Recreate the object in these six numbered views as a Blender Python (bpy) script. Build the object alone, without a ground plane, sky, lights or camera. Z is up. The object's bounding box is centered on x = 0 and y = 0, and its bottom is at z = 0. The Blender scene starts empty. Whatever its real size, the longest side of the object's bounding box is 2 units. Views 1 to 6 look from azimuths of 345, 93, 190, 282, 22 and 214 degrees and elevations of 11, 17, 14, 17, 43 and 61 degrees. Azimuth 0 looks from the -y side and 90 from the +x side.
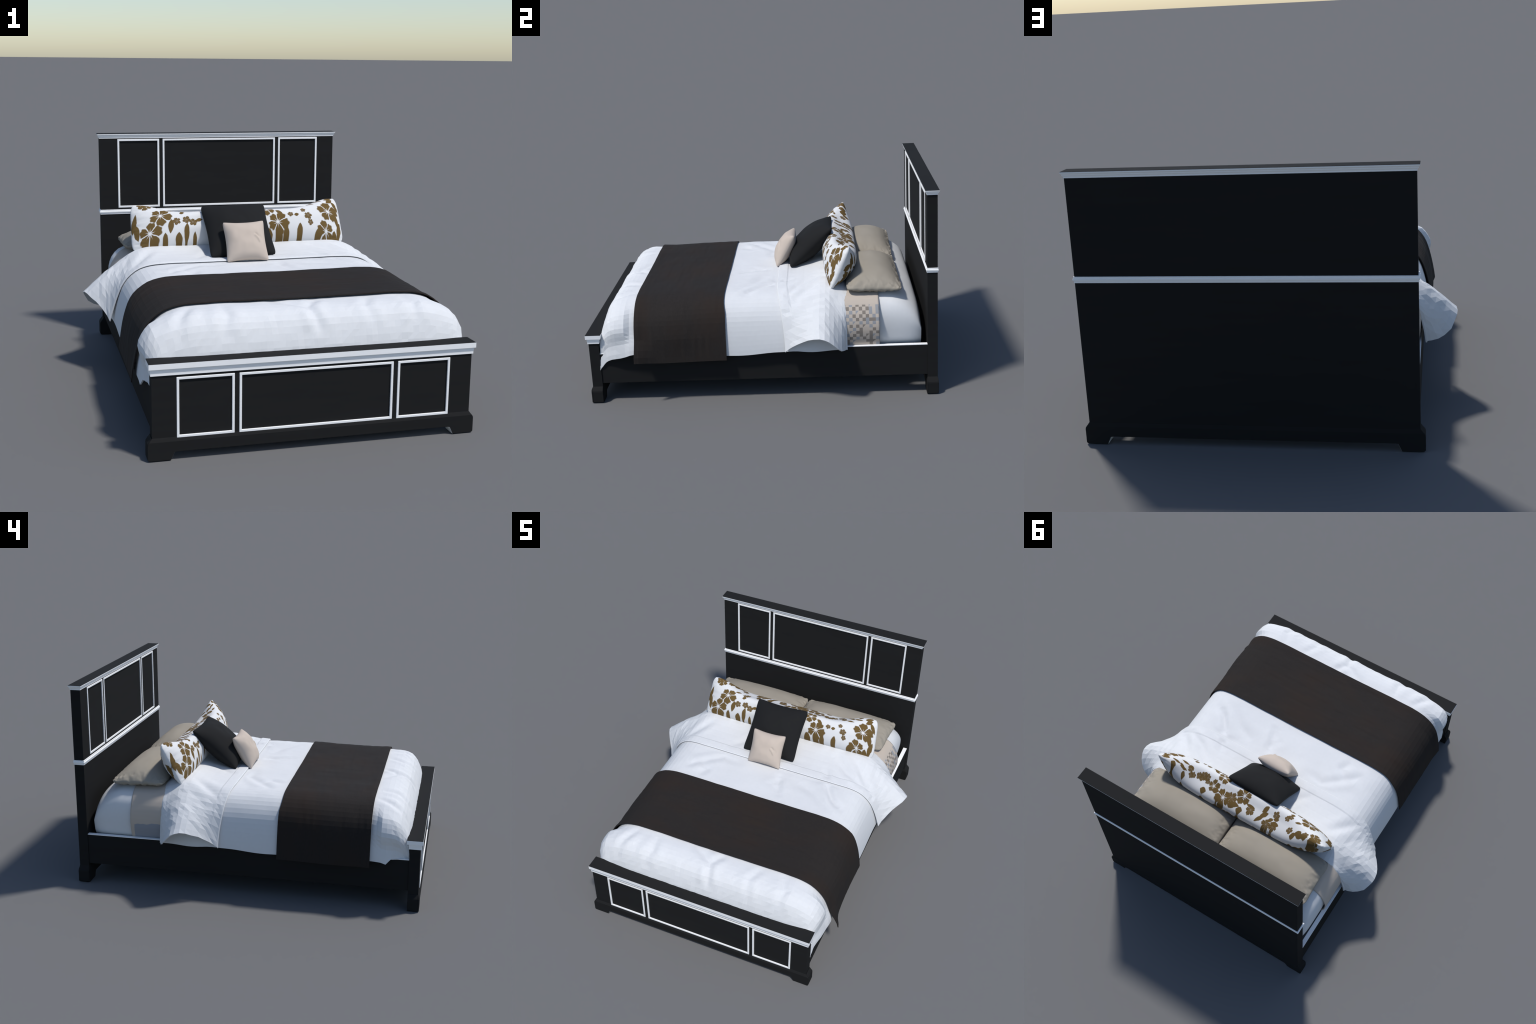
# Made bed: black wooden frame with white mouldings, white duvet with a turned-back
# fold, brown runner, checked blanket, fitted sheet, pillows and cushions.
import bpy, bmesh, math
import numpy as np
from mathutils import Vector

rng = np.random.default_rng(7)
CX = -0.005            # centre line of the wooden frame
CB = -0.002            # centre line of the bedding


# ------------------------------------------------------------------ helpers
def smooth(t):
    t = np.clip(t, 0.0, 1.0)
    return t * t * (3 - 2 * t)


def value_noise(x, y, seed, scale):
    """smooth 2-D value noise in -1..1"""
    r = np.random.default_rng(seed)
    tab = r.uniform(-1, 1, (64, 64))
    x = np.asarray(x) / scale + 101.3
    y = np.asarray(y) / scale + 57.7
    xi, yi = np.floor(x).astype(int), np.floor(y).astype(int)
    fx, fy = smooth(x - xi), smooth(y - yi)
    g = lambda a, b: tab[a % 64, b % 64]
    return ((g(xi, yi) * (1 - fx) + g(xi + 1, yi) * fx) * (1 - fy)
            + (g(xi, yi + 1) * (1 - fx) + g(xi + 1, yi + 1) * fx) * fy)


def new_object(name, verts, faces, mat, parent=None, loc=(0, 0, 0), smooth_shade=True, sheet=False):
    me = bpy.data.meshes.new(name)
    v = np.asarray(verts, float) - np.asarray(loc, float)
    me.from_pydata(v.tolist(), [], faces)
    me.validate()
    bm = bmesh.new()
    bm.from_mesh(me)
    bmesh.ops.remove_doubles(bm, verts=bm.verts, dist=1e-6)
    if sheet:                      # open cloth: the side that looks up is the outside
        bm.normal_update()
        if sum(f.normal.z * f.calc_area() for f in bm.faces) < 0:
            bmesh.ops.reverse_faces(bm, faces=bm.faces)
    else:
        bmesh.ops.recalc_face_normals(bm, faces=bm.faces)
    bm.to_mesh(me)
    bm.free()
    me.polygons.foreach_set("use_smooth", [smooth_shade] * len(me.polygons))
    me.materials.append(mat)
    ob = bpy.data.objects.new(name, me)
    bpy.context.scene.collection.objects.link(ob)
    ob.location = loc
    if parent is not None:
        ob.parent = parent
        ob.location = Vector(loc) - parent_world(parent)
    return ob


def parent_world(p):
    v = Vector((0, 0, 0))
    while p is not None:
        v += p.location
        p = p.parent
    return v


def new_thing(name, label, category, loc):
    e = bpy.data.objects.new(name, None)
    bpy.context.scene.collection.objects.link(e)
    e.location = loc
    e.empty_display_size = 0.1
    e["label"] = label
    e["category"] = category
    return e


def grid_faces(n, m, flip=False):
    i, j = np.meshgrid(np.arange(n - 1), np.arange(m - 1), indexing="ij")
    a = (i * m + j).ravel()
    q = np.stack([a, a + m, a + m + 1, a + 1], 1)
    if flip:
        q = q[:, ::-1]
    return q.tolist()


def facet_refine(P, k):
    """split each cell of a coarse grid into k x k flat pieces, keeping its facets"""
    n, m, _ = P.shape
    u = np.linspace(0, n - 1, (n - 1) * k + 1)
    v = np.linspace(0, m - 1, (m - 1) * k + 1)
    iu = np.minimum(u.astype(int), n - 2)
    iv = np.minimum(v.astype(int), m - 2)
    fu = (u - iu)[:, None, None]
    fv = (v - iv)[None, :, None]
    A = P[iu][:, iv]; B = P[iu + 1][:, iv]; C = P[iu][:, iv + 1]; D = P[iu + 1][:, iv + 1]
    # two triangles per cell
    lo = A + fu * (B - A) + fv * (D - B)
    hi = A + fv * (C - A) + fu * (D - C)
    return np.where(fu >= fv, lo, hi)


def grid_normals(P):
    du = np.gradient(P, axis=0)
    dv = np.gradient(P, axis=1)
    n = np.cross(du, dv)
    return n / (np.linalg.norm(n, axis=2, keepdims=True) + 1e-12)


def solidify(ob, thick, offset=-1):
    md = ob.modifiers.new("cloth thickness", "SOLIDIFY")
    md.thickness = thick
    md.offset = offset
    return md


def bevel(ob, w, seg=2, angle=30):
    md = ob.modifiers.new("eased edges", "BEVEL")
    md.width = w
    md.segments = seg
    md.limit_method = "ANGLE"
    md.angle_limit = math.radians(angle)
    md.harden_normals = False
    return md


def box(name, x0, x1, y0, y1, z0, z1, mat, parent, bev=0.0015):
    v = [(x, y, z) for x in (x0, x1) for y in (y0, y1) for z in (z0, z1)]
    f = [(0, 1, 3, 2), (4, 6, 7, 5), (0, 4, 5, 1), (2, 3, 7, 6), (0, 2, 6, 4), (1, 5, 7, 3)]
    ob = new_object(name, v, f, mat, parent, smooth_shade=False)
    if bev:
        bevel(ob, bev)
    return ob


def extrude_outline(name, pts, y0, y1, mats, parent, underside=None, bev=0.0015):
    """outline in x-z pushed from y0 to y1; faces listed in `underside` take slot 1"""
    n = len(pts)
    v = [(x, y0, z) for x, z in pts] + [(x, y1, z) for x, z in pts]
    f = [tuple(range(n)), tuple(range(2 * n - 1, n - 1, -1))]
    f += [(i, (i + 1) % n, n + (i + 1) % n, n + i) for i in range(n)]
    me = bpy.data.meshes.new(name)
    me.from_pydata(v, [], f)
    for m in mats:
        me.materials.append(m)
    if underside:
        for i in underside:
            me.polygons[2 + i].material_index = 1
    bm = bmesh.new(); bm.from_mesh(me)
    bmesh.ops.recalc_face_normals(bm, faces=bm.faces)
    bm.to_mesh(me); bm.free()
    ob = bpy.data.objects.new(name, me)
    bpy.context.scene.collection.objects.link(ob)
    ob.parent = parent
    if bev:
        bevel(ob, bev)
    return ob


def ring_loft(name, rings, mats, parent, slots, cap_slots=(0, 0), bev=0.0006):
    """rectangular rings (hx, y0, y1, z) stacked into a moulding that runs all round"""
    v, f, sl = [], [], []
    for hx, y0, y1, z in rings:
        v += [(CX - hx, y0, z), (CX + hx, y0, z), (CX + hx, y1, z), (CX - hx, y1, z)]
    for k in range(len(rings) - 1):
        for i in range(4):
            a, b = 4 * k + i, 4 * k + (i + 1) % 4
            f.append((a, b, b + 4, a + 4)); sl.append(slots[k])
    f.append((3, 2, 1, 0)); sl.append(cap_slots[0])
    e = 4 * (len(rings) - 1)
    f.append((e, e + 1, e + 2, e + 3)); sl.append(cap_slots[1])
    me = bpy.data.meshes.new(name)
    me.from_pydata(v, [], f)
    for m in mats:
        me.materials.append(m)
    me.polygons.foreach_set("material_index", sl)
    bm = bmesh.new(); bm.from_mesh(me)
    bmesh.ops.recalc_face_normals(bm, faces=bm.faces)
    bm.to_mesh(me); bm.free()
    ob = bpy.data.objects.new(name, me)
    bpy.context.scene.collection.objects.link(ob)
    ob.parent = parent
    if bev:
        bevel(ob, bev, 1)
    return ob


# ---------------------------------------------------------------- materials
def material(name):
    m = bpy.data.materials.new(name)
    m.use_nodes = True
    nt = m.node_tree
    b = nt.nodes["Principled BSDF"]
    return m, nt, b


def cloth(name, col, var=0.04, scale=30.0, rough=0.9, sheen=0.0, col2=None, scale2=3.0, stretch=(1, 1, 1), bump=0.0):
    m, nt, b = material(name)
    N, L = nt.nodes.new, nt.links.new
    tc = N("ShaderNodeTexCoord")
    mp = N("ShaderNodeMapping"); mp.inputs["Scale"].default_value = stretch
    L(tc.outputs["Object"], mp.inputs["Vector"])
    n1 = N("ShaderNodeTexNoise"); n1.inputs["Scale"].default_value = scale
    n1.inputs["Detail"].default_value = 4
    L(mp.outputs["Vector"], n1.inputs["Vector"])
    r = N("ShaderNodeValToRGB")
    c = np.array(col)
    lo, hi = np.clip(c * (1 - var), 0, 1), np.clip(c * (1 + var), 0, 1)
    r.color_ramp.elements[0].position = 0.3
    r.color_ramp.elements[1].position = 0.7
    r.color_ramp.elements[0].color = (*lo, 1)
    r.color_ramp.elements[1].color = (*hi, 1)
    L(n1.outputs["Fac"], r.inputs["Fac"])
    out = r.outputs["Color"]
    if col2 is not None:
        n2 = N("ShaderNodeTexNoise"); n2.inputs["Scale"].default_value = scale2
        n2.inputs["Detail"].default_value = 5
        L(mp.outputs["Vector"], n2.inputs["Vector"])
        rr = N("ShaderNodeMapRange")
        rr.inputs["From Min"].default_value = 0.45
        rr.inputs["From Max"].default_value = 0.75
        L(n2.outputs["Fac"], rr.inputs["Value"])
        mx = N("ShaderNodeMix"); mx.data_type = "RGBA"
        L(rr.outputs["Result"], mx.inputs["Factor"])
        L(out, mx.inputs["A"])
        mx.inputs["B"].default_value = (*col2, 1)
        out = mx.outputs["Result"]
    L(out, b.inputs["Base Color"])
    b.inputs["Roughness"].default_value = rough
    b.inputs["Specular IOR Level"].default_value = 0.2
    b.inputs["Sheen Weight"].default_value = sheen
    if bump:
        wv = N("ShaderNodeTexNoise"); wv.inputs["Scale"].default_value = 420
        L(tc.outputs["Object"], wv.inputs["Vector"])
        bp = N("ShaderNodeBump"); bp.inputs["Strength"].default_value = bump
        bp.inputs["Distance"].default_value = 0.001
        L(wv.outputs["Fac"], bp.inputs["Height"])
        L(bp.outputs["Normal"], b.inputs["Normal"])
    return m


BLACK = cloth("black_painted_wood", (0.0168, 0.0169, 0.0172), var=0.05, scale=3, rough=0.8, stretch=(1, 1, 8))
BLACK.node_tree.nodes["Principled BSDF"].inputs["Specular IOR Level"].default_value = 0.08
TRIM = cloth("white_painted_trim", (0.92, 0.92, 0.92), var=0.015, scale=5, rough=0.5)
SHEET = cloth("white_cotton", (0.675, 0.685, 0.700), var=0.012, scale=60, rough=0.95)
BROWN = cloth("dark_brown_weave", (0.0205, 0.0173, 0.0160), var=0.10, scale=70, rough=0.9,
              col2=(0.0255, 0.0175, 0.0138), scale2=2.6, stretch=(1, 2.2, 1))
CHARCOAL = cloth("charcoal_cotton", (0.0125, 0.0127, 0.0132), var=0.04, scale=60, rough=0.9)
BEIGE = cloth("beige_cotton", (0.53, 0.45, 0.385), var=0.025, scale=12, rough=0.95)
TAUPE = cloth("taupe_cotton", (0.315, 0.285, 0.238), var=0.02, scale=12, rough=0.95)


def math_node(nt, op, a, b=None, c=None, clamp=False):
    n = nt.nodes.new("ShaderNodeMath"); n.operation = op; n.use_clamp = clamp
    for i, s in enumerate((a, b, c)):
        if s is None:
            continue
        if isinstance(s, (int, float)):
            n.inputs[i].default_value = s
        else:
            nt.links.new(s, n.inputs[i])
    return n.outputs[0]


def checked_blanket():
    """beige cloth; the right-hand hang carries a mosaic of taupe and blue-grey
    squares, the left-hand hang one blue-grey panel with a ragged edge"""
    m, nt, b = material("checked_blanket")
    N, L = nt.nodes.new, nt.links.new
    tc = N("ShaderNodeTexCoord")
    sp = N("ShaderNodeSeparateXYZ"); L(tc.outputs["Object"], sp.inputs[0])
    X, Y, Z = sp.outputs
    cell = 0.0185
    u = math_node(nt, "DIVIDE", Y, cell)
    v = math_node(nt, "DIVIDE", Z, cell)
    fu, fv = math_node(nt, "FLOOR", u), math_node(nt, "FLOOR", v)
    par = math_node(nt, "MODULO", math_node(nt, "ADD", math_node(nt, "ADD", fu, fv), 1000.0), 2.0)
    cmb = N("ShaderNodeCombineXYZ"); L(fu, cmb.inputs[0]); L(fv, cmb.inputs[1])
    wn = N("ShaderNodeTexWhiteNoise"); wn.noise_dimensions = "2D"
    L(cmb.outputs[0], wn.inputs["Vector"])
    val = wn.outputs["Value"]
    base = (0.50, 0.435, 0.375)
    taupe = (0.235, 0.205, 0.178)
    blue = (0.30, 0.308, 0.325)
    # dark squares sit on alternate cells, some of them missing, some blue
    on = math_node(nt, "MULTIPLY", math_node(nt, "GREATER_THAN", val, 0.18), par)
    # a few squares fill the other parity, and some are cut along the diagonal
    cmb2 = N("ShaderNodeCombineXYZ"); L(fv, cmb2.inputs[0]); L(fu, cmb2.inputs[1])
    wn2 = N("ShaderNodeTexWhiteNoise"); wn2.noise_dimensions = "2D"
    L(cmb2.outputs[0], wn2.inputs["Vector"])
    ex = math_node(nt, "GREATER_THAN", wn2.outputs["Value"], 0.72)
    diag = math_node(nt, "GREATER_THAN", math_node(nt, "FRACT", u), math_node(nt, "FRACT", v))
    cut = math_node(nt, "MULTIPLY", math_node(nt, "LESS_THAN", wn2.outputs["Value"], 0.15), diag)
    on = math_node(nt, "MULTIPLY", math_node(nt, "MAXIMUM", on, ex), math_node(nt, "SUBTRACT", 1.0, cut))
    isblue = math_node(nt, "GREATER_THAN", val, 0.66)
    zt = N("ShaderNodeTexNoise"); zt.inputs["Scale"].default_value = 9
    L(tc.outputs["Object"], zt.inputs["Vector"])
    top = math_node(nt, "LESS_THAN", Z, 0.527)
    side = math_node(nt, "GREATER_THAN", X, 0.3)
    on = math_node(nt, "MULTIPLY", math_node(nt, "MULTIPLY", on, top), side)
    mx0 = N("ShaderNodeMix"); mx0.data_type = "RGBA"
    L(isblue, mx0.inputs["Factor"])
    mx0.inputs["A"].default_value = (*taupe, 1); mx0.inputs["B"].default_value = (*blue, 1)
    mx1 = N("ShaderNodeMix"); mx1.data_type = "RGBA"
    L(on, mx1.inputs["Factor"]); mx1.inputs["A"].default_value = (*base, 1)
    L(mx0.outputs["Result"], mx1.inputs["B"])
    # left-hand panel
    j = math_node(nt, "MULTIPLY_ADD", zt.outputs["Fac"], 0.05, -0.025)
    pz = math_node(nt, "LESS_THAN", math_node(nt, "ADD", Z, j), 0.385)
    py = math_node(nt, "LESS_THAN", math_node(nt, "ADD", Y, j), 0.652)
    px = math_node(nt, "LESS_THAN", X, -0.3)
    pm = math_node(nt, "MULTIPLY", math_node(nt, "MULTIPLY", pz, py), px)
    mx2 = N("ShaderNodeMix"); mx2.data_type = "RGBA"
    L(pm, mx2.inputs["Factor"]); L(mx1.outputs["Result"], mx2.inputs["A"])
    mx2.inputs["B"].default_value = (0.285, 0.30, 0.335, 1)
    L(mx2.outputs["Result"], b.inputs["Base Color"])
    b.inputs["Roughness"].default_value = 0.95
    b.inputs["Specular IOR Level"].default_value = 0.2
    return m


CHECK = checked_blanket()

# floral print: (x, q, radius, turn) with q measured along the projection of the print
FLOWERS = [
    (-0.437, -0.01, 0.056, 0.3), (-0.497, -0.077, 0.058, 1.1), (0.205, -0.066, 0.055, 0.2),
    (0.507, -0.003, 0.06, 0.8), (0.154, 0, 0.042, 0.5), (0.191, 0.054, 0.034, 1.4),
    (0.107, 0.076, 0.046, 0.9), (-0.008, 0.03, 0.044, 0.1), (0.486, -0.085, 0.046, 0.6),
    (-0.509, 0.072, 0.034, 0.4), (-0.078, 0.066, 0.026, 0), (0.059, 0.058, 0.03, 0.7),
    (0.248, 0.037, 0.019, 0.2), (0.28, 0.048, 0.018, 0.9), (0.283, -0.032, 0.016, 0.5),
    (0.383, -0.036, 0.021, 1.2), (0.393, -0.063, 0.015, 0.3), (0.332, 0.061, 0.016, 0.1),
    (-0.351, -0.047, 0.021, 0.6), (-0.301, -0.043, 0.021, 0.2), (-0.266, -0.055, 0.021, 1),
    (-0.317, 0.016, 0.016, 0.4), (-0.3, 0.026, 0.016, 1.3), (0.361, 0.051, 0.018, 0.2),
    (0.344, 0.069, 0.016, 1.1), (-0.345, 0.065, 0.018, 0.8), (0.236, 0.051, 0.015, 0.3),
    (0.357, -0.009, 0.015, 0.9), (0.273, 0.038, 0.022, 0.6), (0.298, 0.048, 0.018, 0.1),
    (-0.232, 0.035, 0.02, 0.5), (-0.201, 0.085, 0.026, 0.2), (-0.245, 0.079, 0.024, 0.9),
    (-0.518, 0.091, 0.034, 0.3), (-0.447, 0.075, 0.02, 0.1),
]
LEAVES = [
    (-0.411, 0.079, 0.03, 0.011, -0.2), (-0.372, 0.027, 0.022, 0.007, 0.2), (-0.384, -0.062, 0.03, 0.016, 1.35),
    (-0.231, -0.046, 0.024, 0.008, 0.1), (0.22, -0.02, 0.024, 0.011, -0.5), (0.317, -0.035, 0.015, 0.009, 0.2),
    (0.364, 0.042, 0.018, 0.007, 0.1), (0.408, 0.042, 0.03, 0.006, 0), (0.531, 0.067, 0.026, 0.013, 0.6),
    (0.558, 0.042, 0.034, 0.012, -0.9), (0.553, -0.022, 0.044, 0.016, -1.2), (0.568, -0.062, 0.04, 0.014, 1.3),
    (0.458, 0.067, 0.032, 0.007, 0), (0.405, 0.071, 0.028, 0.006, 0.1), (-0.244, 0.069, 0.028, 0.012, 0.1),
    (-0.164, 0.056, 0.026, 0.013, 0.5), (-0.067, 0.052, 0.03, 0.007, 0), (0.001, 0.049, 0.03, 0.008, -0.1),
    (0.03, 0.079, 0.036, 0.012, 0.1), (0.152, -0.106, 0.024, 0.022, 0.2), (0.252, -0.101, 0.026, 0.018, 1.5),
    (0.33, -0.095, 0.03, 0.018, 1.4), (-0.573, -0.004, 0.044, 0.015, 1.3), (-0.564, -0.047, 0.04, 0.015, 1.7),
    (-0.417, -0.107, 0.024, 0.016, 1.5), (-0.301, -0.087, 0.034, 0.015, 1.4), (-0.258, -0.107, 0.02, 0.011, 1.5),
    (0.412, 0.068, 0.024, 0.008, -0.3), (0.521, 0.082, 0.022, 0.012, 0.2), (0.531, 0.087, 0.022, 0.01, 0.3),
    (0.466, 0.09, 0.018, 0.014, 0.1), (0.39, 0.089, 0.014, 0.012, 0.1), (0.241, 0.089, 0.022, 0.012, 0),
    (0.171, 0.067, 0.024, 0.013, 0.2), (0.131, 0.088, 0.018, 0.012, 0.1), (-0.013, 0.088, 0.022, 0.014, 0.1),
    (0.046, 0.088, 0.026, 0.01, 0), (-0.145, 0.079, 0.03, 0.01, 0.6), (-0.16, 0.035, 0.022, 0.014, 0.8),
    (-0.211, 0.062, 0.018, 0.01, 0.4), (-0.242, 0.048, 0.018, 0.01, 0.2), (-0.319, -0.003, 0.015, 0.01, 0.2),
    (-0.395, 0.07, 0.022, 0.008, 0.3), (-0.403, 0.074, 0.018, 0.012, 0.3), (-0.373, 0.083, 0.018, 0.012, 0.1),
    (-0.448, 0.083, 0.016, 0.012, 0.1), (-0.5, 0.093, 0.03, 0.014, 0), (0.063, -0.045, 0.03, 0.016, 0.9),
    (0.015, -0.071, 0.03, 0.014, -0.4), (-0.044, -0.048, 0.028, 0.012, 0.5), (-0.12, -0.076, 0.03, 0.014, 1.2),
    (-0.167, -0.039, 0.024, 0.01, 0.3), (-0.176, -0.09, 0.02, 0.012, 1.3), (-0.344, -0.105, 0.018, 0.02, 1.5),
    (0.436, -0.101, 0.022, 0.02, 1.4), (0.539, -0.094, 0.022, 0.02, 1.5), (0.217, -0.107, 0.018, 0.018, 1.5),
]
SMEAR = math.radians(23)


def flower_group():
    g = bpy.data.node_groups.new("hibiscus", "ShaderNodeTree")
    for nm, tp in (("Vector", "NodeSocketVector"), ("Centre", "NodeSocketVector"),
                   ("Radius", "NodeSocketFloat"), ("Turn", "NodeSocketFloat"), ("Throat", "NodeSocketFloat")):
        g.interface.new_socket(nm, in_out="INPUT", socket_type=tp)
    g.interface.new_socket("So far", in_out="INPUT", socket_type="NodeSocketFloat")
    g.interface.new_socket("Mask", in_out="OUTPUT", socket_type="NodeSocketFloat")
    gi = g.nodes.new("NodeGroupInput"); go = g.nodes.new("NodeGroupOutput")
    # motifs are worked out one after the other: each waits for the sum so far
    lag = g.nodes.new("ShaderNodeVectorMath"); lag.operation = "MULTIPLY_ADD"
    g.links.new(gi.outputs["So far"], lag.inputs[0]); lag.inputs[1].default_value = (1e-7, 1e-7, 0)
    g.links.new(gi.outputs["Vector"], lag.inputs[2])
    sub = g.nodes.new("ShaderNodeVectorMath"); sub.operation = "SUBTRACT"
    g.links.new(lag.outputs[0], sub.inputs[0]); g.links.new(gi.outputs["Centre"], sub.inputs[1])
    s = g.nodes.new("ShaderNodeSeparateXYZ"); g.links.new(sub.outputs[0], s.inputs[0])
    M = lambda *a, **k: math_node(g, *a, **k)
    x, y = s.outputs[0], M("MULTIPLY", s.outputs[1], 1.35)      # printed a little wider than tall
    r = M("SQRT", M("ADD", M("MULTIPLY", x, x), M("MULTIPLY", y, y)))
    rn = M("DIVIDE", r, gi.outputs["Radius"])
    th = M("ADD", M("ARCTAN2", y, x), gi.outputs["Turn"])
    c = M("ABSOLUTE", M("COSINE", M("MULTIPLY", th, 2.5)))
    # the turn also makes the five petals unequal
    petal = M("MULTIPLY_ADD", M("POWER", c, 0.35), 0.50, 0.50)
    uneven = M("MULTIPLY", M("SINE", M("MULTIPLY_ADD", gi.outputs["Turn"], 7.0, th)), 0.10)
    ruffle = M("MULTIPLY", M("SINE", M("MULTIPLY", th, 15.0)), 0.04)
    edge = M("ADD", M("ADD", petal, ruffle), uneven)
    body = M("DIVIDE", M("SUBTRACT", edge, rn), 0.09, clamp=True)
    # pale slits between the petals, a pale throat with stamen lines
    d = M("MULTIPLY", c, M("MULTIPLY", rn, 0.42))
    slit = M("DIVIDE", M("SUBTRACT", d, M("MULTIPLY", gi.outputs["Throat"], M("MULTIPLY_ADD", rn, 0.012, 0.012))), 0.035, clamp=True)
    slit = M("MAXIMUM", slit, M("SUBTRACT", 0.85, gi.outputs["Throat"]))
    vein = M("ABSOLUTE", M("SINE", M("MULTIPLY", th, 2.5)))
    vd = M("MULTIPLY", vein, M("MULTIPLY", rn, 0.42))
    vcut = M("DIVIDE", M("SUBTRACT", vd, M("MULTIPLY", gi.outputs["Throat"], M("MULTIPLY_ADD", rn, -0.12, 0.036))), 0.025, clamp=True)
    vcut = M("MAXIMUM", vcut, M("SUBTRACT", 0.85, gi.outputs["Throat"]))
    g.links.new(M("MAXIMUM", M("MULTIPLY", M("MULTIPLY", body, slit), vcut), gi.outputs["So far"]), go.inputs["Mask"])
    return g


def leaf_group():
    g = bpy.data.node_groups.new("leaf_shape", "ShaderNodeTree")
    for nm, tp in (("Vector", "NodeSocketVector"), ("Centre", "NodeSocketVector"),
                   ("Length", "NodeSocketFloat"), ("Width", "NodeSocketFloat"), ("Turn", "NodeSocketFloat")):
        g.interface.new_socket(nm, in_out="INPUT", socket_type=tp)
    g.interface.new_socket("So far", in_out="INPUT", socket_type="NodeSocketFloat")
    g.interface.new_socket("Mask", in_out="OUTPUT", socket_type="NodeSocketFloat")
    gi = g.nodes.new("NodeGroupInput"); go = g.nodes.new("NodeGroupOutput")
    # motifs are worked out one after the other: each waits for the sum so far
    lag = g.nodes.new("ShaderNodeVectorMath"); lag.operation = "MULTIPLY_ADD"
    g.links.new(gi.outputs["So far"], lag.inputs[0]); lag.inputs[1].default_value = (1e-7, 1e-7, 0)
    g.links.new(gi.outputs["Vector"], lag.inputs[2])
    sub = g.nodes.new("ShaderNodeVectorMath"); sub.operation = "SUBTRACT"
    g.links.new(lag.outputs[0], sub.inputs[0]); g.links.new(gi.outputs["Centre"], sub.inputs[1])
    s = g.nodes.new("ShaderNodeSeparateXYZ"); g.links.new(sub.outputs[0], s.inputs[0])
    M = lambda *a, **k: math_node(g, *a, **k)
    x, y = s.outputs[0], s.outputs[1]
    ct, st = M("COSINE", gi.outputs["Turn"]), M("SINE", gi.outputs["Turn"])
    a = M("DIVIDE", M("ADD", M("MULTIPLY", x, ct), M("MULTIPLY", y, st)), gi.outputs["Length"])
    b = M("DIVIDE", M("SUBTRACT", M("MULTIPLY", y, ct), M("MULTIPLY", x, st)), gi.outputs["Width"])
    prof = M("SUBTRACT", 1.0, M("MULTIPLY", a, a))
    prof = M("SUBTRACT", prof, M("MULTIPLY", a, 0.12))
    mk = M("DIVIDE", M("SUBTRACT", prof, M("ABSOLUTE", b)), 0.16, clamp=True)
    g.links.new(M("MAXIMUM", mk, gi.outputs["So far"]), go.inputs["Mask"])
    return g


def floral(loc):
    m, nt, b = material("floral_print_cotton")
    N, L = nt.nodes.new, nt.links.new
    tc = N("ShaderNodeTexCoord")
    sp = N("ShaderNodeSeparateXYZ"); L(tc.outputs["Object"], sp.inputs[0])
    q = math_node(nt, "ADD", math_node(nt, "MULTIPLY", sp.outputs[1], math.cos(SMEAR)),
                  math_node(nt, "MULTIPLY", sp.outputs[2], math.sin(SMEAR)))
    cb = N("ShaderNodeCombineXYZ"); L(sp.outputs[0], cb.inputs[0]); L(q, cb.inputs[1])
    nz = N("ShaderNodeTexNoise"); nz.inputs["Scale"].default_value = 55
    nz.inputs["Detail"].default_value = 2
    L(cb.outputs[0], nz.inputs["Vector"])
    jit = N("ShaderNodeVectorMath"); jit.operation = "MULTIPLY_ADD"
    L(nz.outputs["Color"], jit.inputs[0]); jit.inputs[1].default_value = (0.006, 0.006, 0)
    L(cb.outputs[0], jit.inputs[2])
    off = N("ShaderNodeVectorMath"); off.operation = "SUBTRACT"
    L(jit.outputs[0], off.inputs[0]); off.inputs[1].default_value = (0.003, 0.003, 0)
    P = off.outputs[0]
    fg, lg = flower_group(), leaf_group()
    total = None
    for (x, qq, r, t) in FLOWERS:
        n = N("ShaderNodeGroup"); n.node_tree = fg
        L(P, n.inputs["Vector"]); n.inputs["Centre"].default_value = (x, qq, 0)
        n.inputs["Radius"].default_value = r * 1.12; n.inputs["Turn"].default_value = t
        n.inputs["Throat"].default_value = 1.0 if r > 0.03 else 0.0
        if total is not None:
            L(total, n.inputs["So far"])
        total = n.outputs[0]
    for (x, qq, l, w, t) in LEAVES:
        n = N("ShaderNodeGroup"); n.node_tree = lg
        L(P, n.inputs["Vector"]); n.inputs["Centre"].default_value = (x, qq, 0)
        n.inputs["Length"].default_value = l; n.inputs["Width"].default_value = w
        n.inputs["Turn"].default_value = t
        if total is not None:
            L(total, n.inputs["So far"])
        total = n.outputs[0]
    mx = N("ShaderNodeMix"); mx.data_type = "RGBA"
    if total is not None:
        L(total, mx.inputs["Factor"])
    mx.inputs["A"].default_value = (0.70, 0.70, 0.70, 1)
    mx.inputs["B"].default_value = (0.140, 0.088, 0.030, 1)
    L(mx.outputs["Result"], b.inputs["Base Color"])
    b.inputs["Roughness"].default_value = 0.95
    b.inputs["Specular IOR Level"].default_value = 0.2
    return m


# ---------------------------------------------------------------- bed frame
bed = new_thing("bed", "black wooden panel bed with white trim and mattress", "bed", (0, 0, 0))

HALF = 0.700          # half width of the posts and panels
FOOT = 0.720          # half width over the flared feet


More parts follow.
